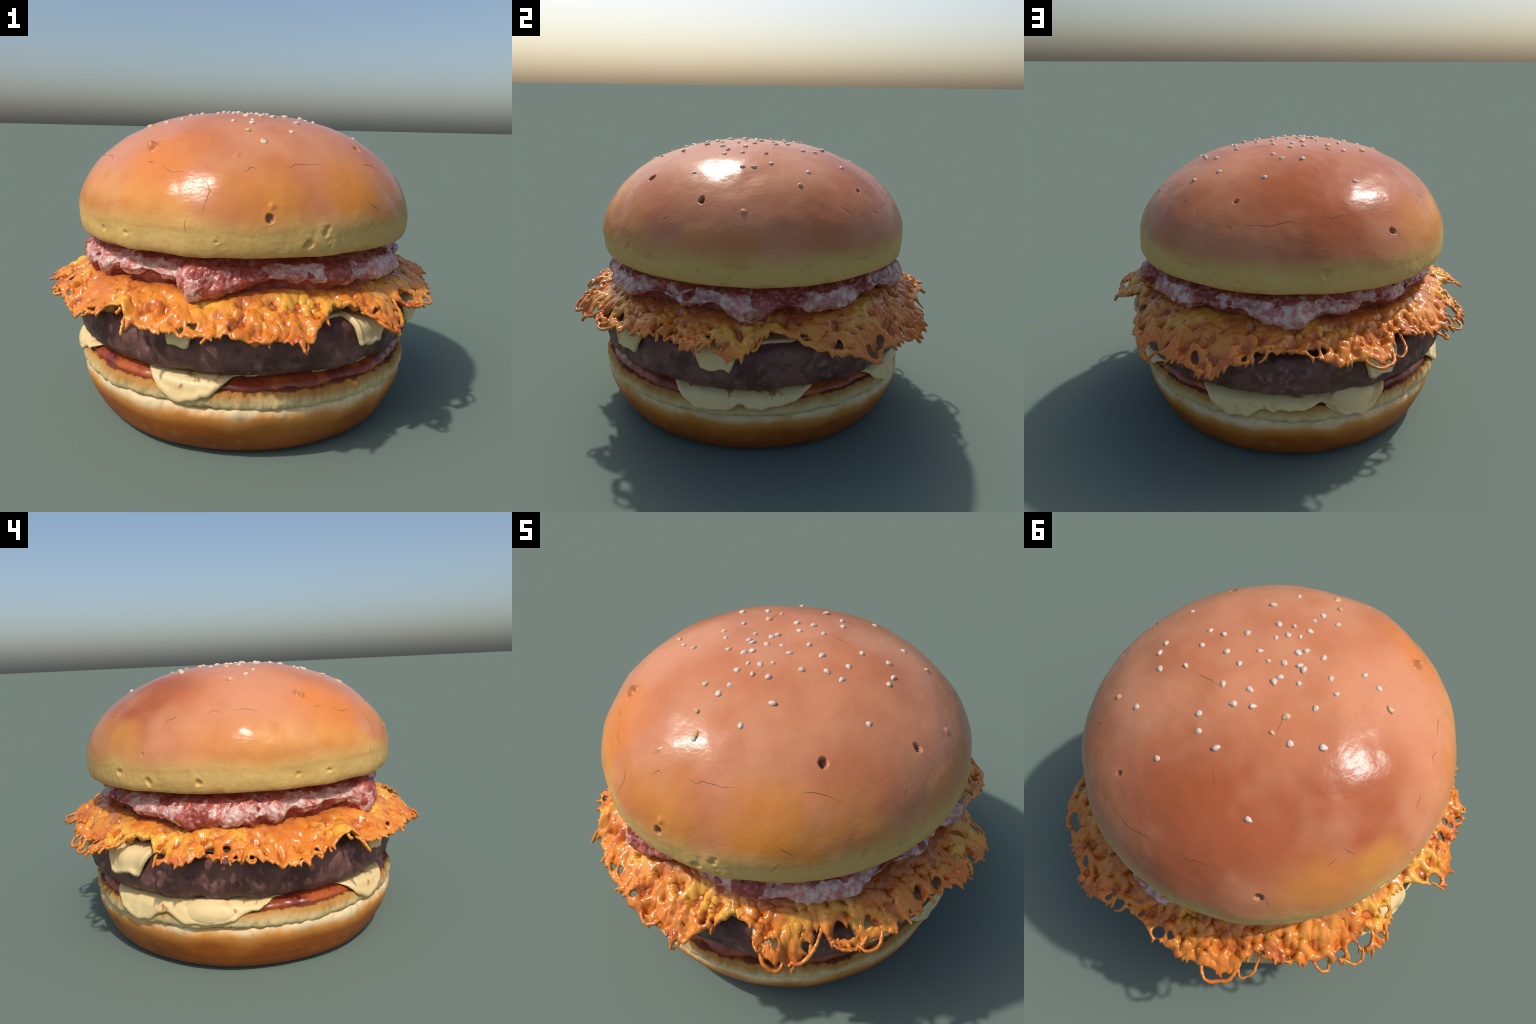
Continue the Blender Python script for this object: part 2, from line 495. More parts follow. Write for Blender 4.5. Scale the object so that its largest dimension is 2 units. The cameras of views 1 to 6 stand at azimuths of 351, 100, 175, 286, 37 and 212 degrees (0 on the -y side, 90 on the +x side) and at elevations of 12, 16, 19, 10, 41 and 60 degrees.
def build_crown(parent):
    cols, rows = 900, 270
    th = np.arange(cols) * TAU / cols
    a = np.linspace(-math.pi / 2, math.pi / 2 - 0.004, rows)
    p = crown_point(th[None, :], a[:, None])
    under_r = np.array([0.05, 0.25, 0.45, 0.6, 0.7, 0.77, 0.795])
    lip = crown_point(th, np.full(cols, -math.pi / 2))
    under = np.stack([np.concatenate([lip[:, :2] * (r / CROWN["foot"]), np.full((cols, 1), 0.886 + 0.004 * (1 - r))], 1) for r in under_r])
    p = np.concatenate([under, p], 0)
    nrm = grid_normals(p)
    low = smooth(1.08, 0.91, p[..., 2]) * smooth(0.80, 0.82, np.hypot(p[..., 0], p[..., 1]))
    d = 0.006 * noise(p, 2.6, 1) + 0.0035 * noise(p, 6, 2) + 0.0012 * noise(p, 15, 7)
    vertical = np.stack([p[..., 0], p[..., 1], p[..., 2] * 0.35], -1)
    # the shoulder is fuller towards one side than the other
    turn = np.degrees(np.arctan2(p[..., 1], p[..., 0]))
    shoulder = smooth(1.06, 1.22, p[..., 2]) * smooth(1.44, 1.36, p[..., 2])
    d += shoulder * (0.002 * np.exp(-((turn + 42) / 20) ** 2) - 0.004 * np.exp(-((turn - 42) / 36) ** 2))
    skew = p[..., :2] + p[..., 2:3] * [0.75, 0.45]
    d += 0.0045 * facets(skew + 0.03 * noise(p, 3, 9)[..., None], 0.15, 3) * smooth(0.90, 0.96, p[..., 2])
    d += low * (0.004 * noise(vertical, 8, 3) + 0.003 * (np.abs(noise(vertical, 17, 4)) - 0.3) + 0.0008 * noise(p, 40, 8))
    pit_mask = np.zeros(p.shape[:2])
    for x, y, z, w, depth in PITS:
        jag = 1 + 0.6 * noise(p, 38, 5)
        r = np.linalg.norm(p - [x, y, z], axis=-1) * jag / w
        d -= depth * smooth(1.0, 0.55, r) - 0.001 * np.exp(-((r - 1.2) / 0.3) ** 2)
        pit_mask = np.maximum(pit_mask, smooth(1.0, 0.7, r))
    for x, y, z, w, depth in DENTS:
        jag = 1 + 0.7 * noise(p, 34, 6)
        r = np.linalg.norm(p - [x, y, z], axis=-1) * jag / w
        d -= 0.8 * depth * (smooth(1.0, 0.2, r) - 0.10 * np.exp(-((r - 1.3) / 0.4) ** 2))
    p = p + nrm * d[..., None]
    n = p.shape[0]
    faces = grid_faces(n, cols)
    v = p.reshape(-1, 3)
    apex = v[-cols:].mean(0, keepdims=True) + [[0, 0, 0.0005]]
    cap = np.stack([np.arange(cols) + (n - 1) * cols, (np.arange(cols) + 1) % cols + (n - 1) * cols,
                    np.full(cols, n * cols), np.full(cols, n * cols)], -1)
    # the pole is closed by shrinking the last ring on to the apex
    v[-cols:] = apex
    mi = (pit_mask.ravel()[faces].mean(1) > 0.5).astype(int)
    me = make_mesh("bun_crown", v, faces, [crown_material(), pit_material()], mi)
    return add_object("bun_crown", me, parent), p


SEEDS = [(0.124, -0.477), (-0.009, -0.590), (0.178, -0.350), (0.497, -0.195), (-0.033, -0.400), (-0.021, -0.352),
         (-0.113, -0.384), (0.085, -0.246), (0.022, -0.269), (-0.043, -0.268), (0.314, -0.089), (0.253, -0.088),
         (0.163, -0.136), (-0.030, -0.225), (0.052, -0.169), (0.020, -0.205), (0.460, 0.037), (0.299, -0.002),
         (0.456, 0.085), (0.179, -0.015), (0.070, -0.076), (-0.065, -0.140), (-0.086, -0.165), (-0.162, -0.169),
         (0.292, 0.115), (0.103, 0.021), (0.017, -0.047), (-0.045, -0.072), (-0.109, -0.091), (-0.129, -0.078),
         (0.394, 0.164), (-0.330, -0.201), (-0.235, -0.101), (0.106, 0.136), (-0.056, 0.025), (-0.071, 0.000),
         (-0.145, -0.014), (-0.402, -0.179), (0.002, 0.108), (-0.282, -0.052), (0.384, 0.335), (0.121, 0.279),
         (0.026, 0.191), (-0.047, 0.158), (-0.250, 0.050), (0.082, 0.339), (-0.018, 0.363), (-0.245, 0.222),
         (-0.349, 0.173), (0.174, 0.481), (-0.253, 0.516)]
TAN_SEEDS = [(-0.479, -0.136), (0.503, 0.316), (-0.173, 0.135), (-0.01, -0.58), (-0.169, 0.22), (-0.07, -0.50)]


def build_seeds(crown, surface):
    from mathutils import Vector, Matrix
    pts = surface.reshape(-1, 3)[::3]
    nrm_all = grid_normals(surface).reshape(-1, 3)[::3]
    variants = []
    for k in range(5):
        n, mseg = 14, 9
        u = np.arange(n) * TAU / n
        w = np.linspace(-math.pi / 2 + 0.02, math.pi / 2 - 0.02, mseg)
        x = np.cos(w)[:, None] * np.cos(u)[None]
        y = np.cos(w)[:, None] * np.sin(u)[None]
        z = np.sin(w)[:, None] * np.ones(n)[None]
        q = np.stack([x, y, z], -1)
        q *= (1 + 0.2 * noise(q, 1.4, 30 + k) + 0.10 * noise(q, 3.5, 40 + k))[..., None]
        taper = 1 - 0.28 * q[..., 0:1]
        q[..., 1:] *= taper
        q *= [0.0150, 0.0110, 0.0088]
        variants.append(q.reshape(-1, 3))
    rng = np.random.default_rng(3)
    for tan, spots in ((False, SEEDS), (True, TAN_SEEDS)):
        mat = seed_material(tan)
        meshes = [make_mesh("toasted_seed" if tan else "sesame_seed", v, grid_faces(9, 14), [mat]) for v in variants]
        for x, y in spots:
            near = np.hypot(pts[:, 0] - x, pts[:, 1] - y) + (pts[:, 2] < 1.0) * 9
            k = near.argmin()
            nv = Vector(nrm_all[k])
            if nv.z < 0:
                nv = -nv
            ob = add_object("toasted_seed" if tan else "sesame_seed", meshes[rng.integers(5)], crown)
            rot = nv.to_track_quat("Z", "Y").to_matrix().to_4x4() @ Matrix.Rotation(rng.uniform(0, TAU), 4, "Z") @ Matrix.Rotation(rng.normal(0, 0.2), 4, "X")
            s = rng.uniform(0.8, 1.18) * (1.1 if tan else 1.0)
            place = Vector(pts[k]) + nv * rng.uniform(-0.003, 0.0015)
            ob.matrix_world = Matrix.Translation(place) @ rot @ Matrix.Diagonal((s, s * rng.uniform(0.85, 1.2), s, 1))


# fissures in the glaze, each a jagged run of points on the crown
CRACKS = [[(-0.423, -0.599, 1.222), (-0.392, -0.642, 1.202), (-0.339, -0.670, 1.203)],
          [(-0.266, -0.720, 1.183), (-0.248, -0.746, 1.159), (-0.245, -0.762, 1.137), (-0.264, -0.782, 1.088), (-0.278, -0.793, 1.041)],
          [(-0.334, -0.772, 1.036), (-0.342, -0.773, 1.010), (-0.334, -0.777, 0.982)],
          [(-0.107, -0.739, 1.205), (-0.083, -0.720, 1.227), (-0.061, -0.727, 1.222)],
          [(0.043, -0.709, 1.236), (0.081, -0.708, 1.232), (0.100, -0.692, 1.243), (0.170, -0.678, 1.239), (0.227, -0.653, 1.243)],
          [(0.428, -0.538, 1.234), (0.469, -0.509, 1.227), (0.538, -0.475, 1.198)],
          [(0.402, -0.724, 0.957), (0.419, -0.713, 0.997), (0.437, -0.697, 1.023)],
          [(0.107, -0.829, 0.923), (0.153, -0.824, 0.974)],
          [(0.487, 0.499, 1.213), (0.474, 0.572, 1.163)],
          [(0.553, 0.428, 1.211), (0.523, 0.425, 1.234)],
          [(0.285, 0.679, 1.172), (0.170, 0.719, 1.172), (0.068, 0.720, 1.192), (0.043, 0.733, 1.181)],
          [(-0.064, 0.704, 1.214), (-0.107, 0.717, 1.198), (-0.138, 0.704, 1.207), (-0.215, 0.689, 1.205)],
          [(-0.043, 0.425, 1.383), (-0.089, 0.488, 1.357)],
          [(-0.400, 0.668, 1.142), (-0.432, 0.687, 1.084)],
          [(-0.574, 0.406, 1.238), (-0.622, 0.392, 1.205)],
          [(-0.732, 0.112, 1.200), (-0.720, 0.049, 1.220)],
          [(-0.708, -0.092, 1.229), (-0.692, -0.106, 1.243), (-0.697, -0.150, 1.230)],
          [(-0.674, -0.199, 1.241), (-0.651, -0.262, 1.243), (-0.644, -0.309, 1.232)],
          [(-0.485, -0.530, 1.234), (-0.467, -0.547, 1.234), (-0.457, -0.565, 1.227)],
          [(0.404, -0.691, 1.092), (0.474, -0.662, 1.048)],
          [(0.694, -0.258, 1.165), (0.699, -0.285, 1.146)],
          [(0.234, 0.127, 1.421), (0.110, 0.149, 1.435)],
          [(0.349, 0.649, 1.170), (0.321, 0.683, 1.148)],
          [(-0.169, 0.139, 1.436), (-0.181, 0.212, 1.426)],
          [(-0.552, 0.486, 1.203), (-0.570, 0.444, 1.218)]]


def build_cracks(crown, surface):
    pts = surface.reshape(-1, 3)[::2]
    nrm = grid_normals(surface).reshape(-1, 3)[::2]
    mat = crack_material()
    rng = np.random.default_rng(9)
    for run in CRACKS:
        run = np.array(run)
        path = np.vstack([run[k] + (run[k + 1] - run[k]) * np.linspace(0, 1, 9)[:-1, None] for k in range(len(run) - 1)] + [run[-1:]])
        path = path + rng.normal(0, 0.0012, path.shape)
        snapped = []
        for q in path:
            k = ((pts - q) ** 2).sum(1).argmin()
            snapped.append(pts[k] + (q - pts[k]) - ((q - pts[k]) @ nrm[k]) * nrm[k] - 0.0003 * nrm[k])
        n = len(snapped)
        u = np.linspace(0, 1, n)
        v, f = tube(np.array(snapped), 0.0014 * np.sin(math.pi * (0.04 + 0.92 * u)) ** 0.7, 5)
        add_object("crust_fissure", make_mesh("crust_fissure", v, f, [mat]), crown)


# ------------------------------------------------------------------ bacon
BACON_LOW = ring_table([(-170, .742), (-157, .75), (-141, .757), (-133, .782), (-125, .765), (-119, .767), (-117, .738),
                        (-113, .705), (-105, .723), (-98, .757), (-91, .778), (-85, .787), (-77, .757), (-69, .752),
                        (-59, .757), (-50, .74), (-44, .745), (-38, .74), (-30, .777), (-25, .79), (-20, .785),
                        (-14, .758), (-9, .772), (-2, .79), (4, .742), (9, .717), (16, .735), (20, .773), (24, .77),
                        (29, .747), (37, .745), (44, .735), (52, .77), (58, .77), (63, .778), (67, .78), (72, .752),
                        (82, .727), (87, .718), (91.5, .742), (94, .77), (103, .755), (107, .768), (111, .79),
                        (123, .760), (131, .77), (134, .79), (143, .78), (147, .785), (152, .776), (157, .753),
                        (165, .757), (171, .752), (179, .716), (184, .724), (191, .731), (199, .733), (202, .718),
                        (209, .73), (216, .778), (227, .77), (233, .78)])


def build_bacon(parent):
    cols, rows = 1400, 110
    th = np.arange(cols) * TAU / cols
    low = BACON_LOW(th)[0]
    soft = np.convolve(np.concatenate([low[-40:], low, low[:40]]), np.hanning(15) / np.hanning(15).sum(), "same")[40:-40]
    low = soft
    bulge = 0.754 + (0.79 - low) * 1.05 + 0.011 * np.cos(th + 0.1)
    bulge = bulge + 0.012 * noise(np.stack([np.cos(th) * 4, np.sin(th) * 4, th * 0], -1), 1.5, 50)
    P = np.zeros((rows, cols, 3))
    for j in range(cols):
        R, zb = bulge[j], low[j]
        prof = spline([(0.60, 0.8862), (0.70, 0.880), (R - 0.080, 0.862), (R - 0.045, 0.840), (R - 0.016, 0.812),
                       (R + 0.004, (0.79 + zb) / 2 + 0.008), (R - 0.002, zb + 0.016), (R - 0.018, zb - 0.002), (R - 0.045, zb - 0.022), (R - 0.080, 0.690),
                       (0.60, 0.67)], rows)
        P[:, j, 0], P[:, j, 2] = prof[:, 0], prof[:, 1]
    r = P[..., 0].copy()
    P[..., 0] = r * np.cos(th)
    P[..., 1] = r * np.sin(th)
    P = P[::-1]
    nrm = grid_normals(P)
    nrm *= np.sign((nrm[:, :, :2] * P[:, :, :2]).sum(-1)[rows // 2 - 5].mean())
    free = smooth(0.70, 0.77, r[::-1])
    squash = P * [1, 1, 0.7]
    d = 0.011 * noise(P, 9, 51) + 0.016 * (np.abs(noise(squash, 13, 52)) - 0.28) + 0.007 * (np.abs(noise(P, 27, 55)) - 0.28) + 0.004 * noise(P, 50, 53) + 0.0022 * noise(P, 95, 54)
    P = P + nrm * (d * free)[..., None]
    P[..., 2] = np.where(r[::-1] < 0.8, np.minimum(P[..., 2], 0.883), P[..., 2])
    f = grid_faces(rows, cols)
    # each rasher's fat runs along the outer fold, broken by lean streaks
    down = np.linspace(1, 0, rows)[:, None] + 0 * P[..., 0]
    band = down + 0.07 * noise(P, 9, 56) + 0.05 * noise(P, 24, 57)
    lean = noise(np.stack([np.cos(th) * 0.8, np.sin(th) * 0.8, th * 0], -1), 5.5, 58)[None] + 0.5 * noise(P, 20, 59)
    fat = (band > 0.37) & (band < 0.60) & (lean > -0.16)
    mi = (fat.ravel()[f].mean(1) > 0.5).astype(int)
    return add_object("bacon", make_mesh("bacon", P.reshape(-1, 3), f, [bacon_material(False), bacon_material(True)], mi), parent)


# ------------------------------------------------------------------ crisp cheese skirt
SKIRT_EDGE = ring_table([
    (-180, .985, .60), (-174, .95, .615), (-169, .95, .61), (-164, .96, .612), (-158, .955, .602), (-151, .955, .555),
    (-144, .955, .57), (-141, .945, .59), (-135, .935, .63), (-130, .935, .65), (-127, .95, .595), (-122, .955, .58),
    (-116, .965, .59), (-112, .965, .575), (-104, .97, .585), (-99, .985, .585), (-94, .975, .588), (-89, .98, .59),
    (-82, .985, .56), (-79, .935, .605), (-75, .885, .62), (-71, .825, .655), (-67, .87, .645), (-64, .95, .615),
    (-59, .985, .575), (-56, .96, .56), (-52, .94, .57), (-48, .86, .62), (-46, .94, .60), (-40, .95, .605),
    (-33, .95, .61), (-27, .95, .61), (-20, .92, .625), (-14, .925, .615), (-9, .955, .62), (-6, .98, .61), (-2, .94, .64),
    (3.5, .985, .60), (8, .985, .585), (10, .95, .62), (13, .89, .65), (17, .855, .662), (22, .88, .65), (27, .93, .62), (31, .97, .59),
    (38, 1.02, .565), (44, 1.035, .53), (48, 1.02, .555), (55, 1.02, .565), (61, 1.025, .565), (65, 1.04, .54), (68, 1.03, .58),
    (74, .985, .61), (80, .935, .62), (86, .95, .635), (92, .965, .615), (97, .985, .58), (101, .97, .59), (105, .975, .60),
    (109, .98, .58), (112, .975, .57), (115, .92, .62), (117, .89, .63), (122, .92, .64), (132, .935, .60), (137, .94, .575),
    (141, .98, .555), (145, .965, .56), (150, .98, .595), (156, .93, .62), (162, .845, .662), (167, .85, .66), (171, .92, .64),
    (175, .98, .60)])
SKIRT_IN = 0.69


def skirt_surface(theta, r):
    Re, ze = SKIRT_EDGE(theta)
    t = np.clip((r - 0.74) / np.maximum(Re - 0.74, 0.05), 0, 1.4)
    return 0.712 - (0.698 - ze) * t ** 1.25 + (0.009 * np.cos(theta - 0.6) + 0.003) * smooth(1.25, 0.7, t)


def build_skirt(parent):
    cols, rows = 1900, 108
    th = np.arange(cols) * TAU / cols
    Re, ze = SKIRT_EDGE(th)
    ring = np.stack([np.cos(th), np.sin(th), th * 0], -1)
    rough_edge = Re - 0.005 + 0.010 * noise(ring, 9, 60) + 0.012 * noise(ring, 26, 61) + 0.030 * np.clip(1 - 3.2 * np.abs(noise(ring, 24, 62)), 0, 1) ** 1.5 * smooth(-0.35, 0.3, noise(ring, 7, 78)) - 0.006
    rr = np.linspace(SKIRT_IN, 1.065, rows)
    T, R = np.meshgrid(th, rr)
    flat = np.stack([R * np.cos(T), R * np.sin(T), R * 0], -1)
    warp = 0.010 * np.stack([noise(flat, 16, 63), noise(flat, 16, 64), flat[..., 2]], -1)
    fw = flat + warp
    slope = np.gradient(np.concatenate([rough_edge[-1:], rough_edge, rough_edge[:1]]))[1:-1] / (TAU / cols * 0.95)
    field = (rough_edge[None] - R) / np.sqrt(1 + slope[None] ** 2)
    field = np.minimum(field, 0.05)
    rng = np.random.default_rng(12)
    pits = np.zeros_like(R)
    rims = np.zeros_like(R)
    for k in range(400):
        a = rng.uniform(0, TAU)
        edge = float(np.interp(a, th, rough_edge, period=TAU))
        through = k < 78
        size = rng.uniform(0.005, 0.013) if k % 2 else rng.uniform(0.010, 0.025)
        depth = size + rng.uniform(0.004, 0.045) if through else rng.uniform(0.03, 0.24)
        rc = edge - depth
        if rc < (0.85 if through else 0.78):
            continue
        c = np.array([rc * math.cos(a), rc * math.sin(a)])
        j = int(a / TAU * cols)
        span = int(0.09 / TAU * cols) + 1
        idx = np.arange(j - span, j + span) % cols
        dx = fw[:, idx, 0] - c[0]
        dy = fw[:, idx, 1] - c[1]
        radial = dx * math.cos(a) + dy * math.sin(a)
        side = -dx * math.sin(a) + dy * math.cos(a)
        tilt = rng.normal(0, 0.5)
        radial, side = radial * math.cos(tilt) - side * math.sin(tilt), radial * math.sin(tilt) + side * math.cos(tilt)
        dist = np.sqrt((radial / rng.uniform(0.7, 1.5)) ** 2 + side ** 2)
        if through:
            field[:, idx] = np.minimum(field[:, idx], dist - size)
            rims[:, idx] += np.exp(-((dist - size - 0.006) / 0.008) ** 2)
        else:
            pits[:, idx] = np.maximum(pits[:, idx], smooth(1.25, 0.3, dist / (size * 1.6)))
            rims[:, idx] += 0.8 * np.exp(-((dist - size * 1.4) / 0.009) ** 2)
    z = skirt_surface(T, R)
    out = smooth(0.80, 0.92, R)
    fold = noise(np.stack([np.cos(T) * 1.0, np.sin(T) * 1.0, R * 0.9], -1), 12, 65)
    z = z + (0.003 + 0.006 * out) * fold
    crease = np.clip(1 - 5 * np.abs(noise(flat + 0.4 * warp, 13, 67)), 0, 1) * smooth(-0.1, 0.3, noise(flat, 6, 75))
    ridge = 1 - 2.6 * np.abs(noise(flat + 0.5 * warp, 15, 77))
    z = z + (0.45 + 0.55 * out) * (0.020 * noise(flat, 7.5, 66) + 0.007 * ridge + 0.010 * facets(flat + 0.9 * warp, 0.034, 1) + 0.0045 * facets(flat + 0.6 * warp, 0.015, 2)) - 0.010 * crease + 0.0015 * noise(flat, 40, 68) + 0.0006 * noise(flat, 90, 70)
    z = z - 0.030 * pits + 0.002 * np.minimum(rims, 1.5)
    P = np.stack([flat[..., 0], flat[..., 1], z], -1)
    nrm = grid_normals(P)
    nrm *= np.sign(nrm[..., 2].mean())
    thick = 0.030 - 0.015 * out + 0.003 * noise(flat, 30, 69)
    v, f, source = sheet(P, nrm, thick, field)
    pit_faces = pits.ravel()[source][f].mean(1) > 0.62
    parts = [(v, f)]

    # loose fried strands: loops and whiskers that stand off the border
    def strand(pts, rad):
        q = spline(pts, 26)
        q = q + 0.0035 * np.stack([noise(q, 55, 71), noise(q, 55, 72), noise(q, 55, 73)], -1)
        u = np.linspace(0, 1, len(q))
        w = rad * (1 + 0.35 * noise(q, 70, 74)) * np.sqrt(np.clip(np.minimum(u, 1 - u) * 14, 0.12, 1))
        return tube(q, w, 8)

    def border(a, back=0.0):
        e = float(np.interp(a % TAU, th, rough_edge, period=TAU)) - back
        zz = float(skirt_surface(np.array([a]), np.array([e]))[0])
        return np.array([e * math.cos(a), e * math.sin(a), zz])

    def push(p, out_by, down):
        n = np.array([p[0], p[1], 0]) / math.hypot(p[0], p[1])
        return p + n * out_by + [0, 0, -down]

    loops = [(103.5, 114, 0.060, 0.035, 0.0085), (113, 119, 0.045, 0.03, 0.007), (-56, -47.5, 0.020, 0.03, 0.008), (-63.5, -57.5, 0.035, 0.03, 0.008),
             (-46, -37, 0.012, 0.02, 0.007), (141, 147, 0.025, 0.02, 0.007), (-96, -90, 0.012, 0.012, 0.008),
             (-40, -33, 0.025, 0.02, 0.007), (133, 137.5, 0.03, 0.03, 0.007)]
    for k in range(5):
        a = rng.uniform(0, 360)
        loops.append((a, a + rng.uniform(2.0, 4.5), rng.uniform(0.006, 0.026), rng.uniform(0, 0.018), rng.uniform(0.0045, 0.007)))
    for a0, a1, o, dn, rad in loops:
        p0, p1 = border(math.radians(a0), 0.018), border(math.radians(a1), 0.018)
        m0 = push(p0 * 0.8 + p1 * 0.2, o + 0.012, dn * 0.6)
        m1 = push(p0 * 0.5 + p1 * 0.5, o + 0.022, dn)
        m2 = push(p0 * 0.2 + p1 * 0.8, o + 0.012, dn * 0.8)
        parts.append(strand([p0, m0, m1, m2, p1], rad))
    for k in range(30):
        a = math.radians(rng.uniform(0, 360))
        p0 = border(a, 0.02)
        L = rng.uniform(0.004, 0.024)
        tip = push(border(a + rng.normal(0, 0.018), 0.0), L, rng.uniform(-0.006, 0.028))
        mid = (p0 + tip) / 2 + [0, 0, rng.normal(0.003, 0.004)]
        parts.append(strand([p0, mid, tip], rng.uniform(0.0045, 0.0085)))
    v, f = join(parts)
    mi = np.zeros(len(f), int)
    mi[:len(pit_faces)] = pit_faces
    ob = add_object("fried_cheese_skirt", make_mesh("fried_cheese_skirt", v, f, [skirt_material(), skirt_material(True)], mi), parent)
    return ob


# ------------------------------------------------------------------ sheets of melted cheese
def drape(name, parent, mat, path, reach, bumps, blunt, thick, flare, seed, edge=0.006):
    """A melted sheet that follows `path` (r, z) outward and hangs further at each bump
    (degrees, width before, width after, extra length); a higher `blunt` squares the tongues off."""
    cols, rows = 1200, 96
    th = np.arange(cols) * TAU / cols
    deg = np.degrees(th)
    length = np.full(cols, reach)
    hang = np.zeros(cols)
    for a, before, after, extra in bumps:
        d = (deg - a + 180) % 360 - 180
        d = np.where(d < 0, -d / before, d / after)
        h = extra * np.clip((1 - d ** 1.25) * blunt, 0, 1) ** 0.85 * (1 + 0.12 * noise(np.stack([np.cos(th), np.sin(th), th * 0], -1), 14, seed + 5))
        hang = np.maximum(hang, h)
    ring = np.stack([np.cos(th), np.sin(th), th * 0], -1)
    length = length + hang + edge * noise(ring, 5, seed) + 0.006 * noise(ring, 20, seed + 6)
    prof = spline(path, rows)
    s = np.concatenate([[0], np.cumsum(np.linalg.norm(np.diff(prof, axis=0), axis=1))])
    T, S = np.meshgrid(th, s)
    r = np.broadcast_to(prof[:, :1], T.shape).copy()
    z = np.broadcast_to(prof[:, 1:], T.shape).copy()
    over = np.clip(S - reach, 0, None)
    r += flare * np.clip(hang[None], 0, 0.12) / 0.1 * smooth(0.0, 0.08, over)
    P = np.stack([r * np.cos(T), r * np.sin(T), z], -1)
    wob = 0.006 * noise(P, 8, seed + 1) + 0.003 * noise(P, 20, seed + 2)
    P[..., :2] *= (1 + wob / np.maximum(r, 0.1))[..., None]
    P[..., 2] += 0.004 * noise(P, 9, seed + 3)
    nrm = grid_normals(P)
    nrm *= np.sign(nrm[2, :, 2].mean())
    slope = np.gradient(np.concatenate([length[-1:], length, length[:1]]))[1:-1] / (TAU / cols * 0.83)
    field = (length[None] - S) / np.sqrt(1 + slope[None] ** 2)
    lip = 1 + 0.7 * np.exp(-((field - 0.016) / 0.012) ** 2) * smooth(0.02, 0.06, hang)[None]
    v, f, _ = sheet(P, nrm, thick * lip * (1 + 0.3 * noise(P, 12, seed + 4)), field)
    return add_object(name, make_mesh(name, v, f, [mat]), parent)


def build_squeezed_cheese(parent, mat, spot, size):
    """A soft lump squeezed out between patty and rim; it slumps downward."""
    n, m = 72, 40
    u = np.arange(n) * TAU / n
    w = np.linspace(-math.pi / 2 + 0.01, math.pi / 2 - 0.01, m)
    q = np.stack([np.cos(w)[:, None] * np.cos(u)[None], np.cos(w)[:, None] * np.sin(u)[None], np.broadcast_to(np.sin(w)[:, None], (m, n))], -1)
    q = q * (1 + 0.18 * noise(q, 1.1, 140 + spot[0] % 7) + 0.03 * noise(q, 3.0, 141))[..., None]
    along, outward, up = q[..., 0] * size[0], q[..., 1] * size[1], q[..., 2] * size[2]
    outward = outward - 0.35 * np.clip(up, 0, None) * 0.6 + 0.15 * np.clip(-up, 0, None)
    a = math.radians(spot[0])
    rad = np.array([math.cos(a), math.sin(a), 0])
    tan = np.array([-math.sin(a), math.cos(a), 0])
    P = along[..., None] * tan + (outward + spot[1])[..., None] * rad
    P[..., :2] -= (along ** 2 / 1.7)[..., None] * rad[:2]
    P[..., 2] += spot[2] + up
    return add_object("squeezed_cheese", make_mesh("squeezed_cheese", P.reshape(-1, 3), grid_faces(m, n), [mat]), parent)


# ------------------------------------------------------------------ patty
def build_patty(parent):
    cols, rows = 900, 150
    th = np.arange(cols) * TAU / cols
    prof = spline([(0.02, 0.358), (0.40, 0.357), (0.66, 0.358), (0.72, 0.362), (0.785, 0.380), (0.832, 0.410), (0.852, 0.455), (0.856, 0.52),
                   (0.852, 0.56), (0.838, 0.59), (0.80, 0.606), (0.72, 0.612), (0.4, 0.615), (0.02, 0.615)], rows)
    T = np.broadcast_to(th, (rows, cols))
    r = np.broadcast_to(prof[:, :1], T.shape)
    P = np.stack([r * np.cos(T) + 0.006, r * np.sin(T) + 0.010, np.broadcast_to(prof[:, 1:], T.shape)], -1)
    nrm = grid_normals(P)
    side = smooth(0.66, 0.78, r)
    d = 0.010 * noise(P, 6, 80) + 0.006 * noise(P * [1, 1, 0.6], 14, 81) + 0.004 * np.abs(noise(P, 26, 82)) + 0.002 * noise(P, 60, 83)
    d -= 0.012 * smooth(0.45, 0.75, noise(P, 11, 84))
    P = P + nrm * (d * side)[..., None]
    return add_object("beef_patty", make_mesh("beef_patty", P.reshape(-1, 3), grid_faces(rows, cols), [patty_material()]), parent)


# ------------------------------------------------------------------ lower bun
def heel_radius(z):
    """Outer radius of the lower crust at height z (0 at the ground, widest at 0.201)."""
    s = np.clip(1 - z / 0.2011, 0, 1) ** (1 / 2.132)
    c = np.sqrt(np.clip(1 - s * s, 0, 1))
    return 0.6303 + (0.8349 - 0.6303) * c ** 0.5825


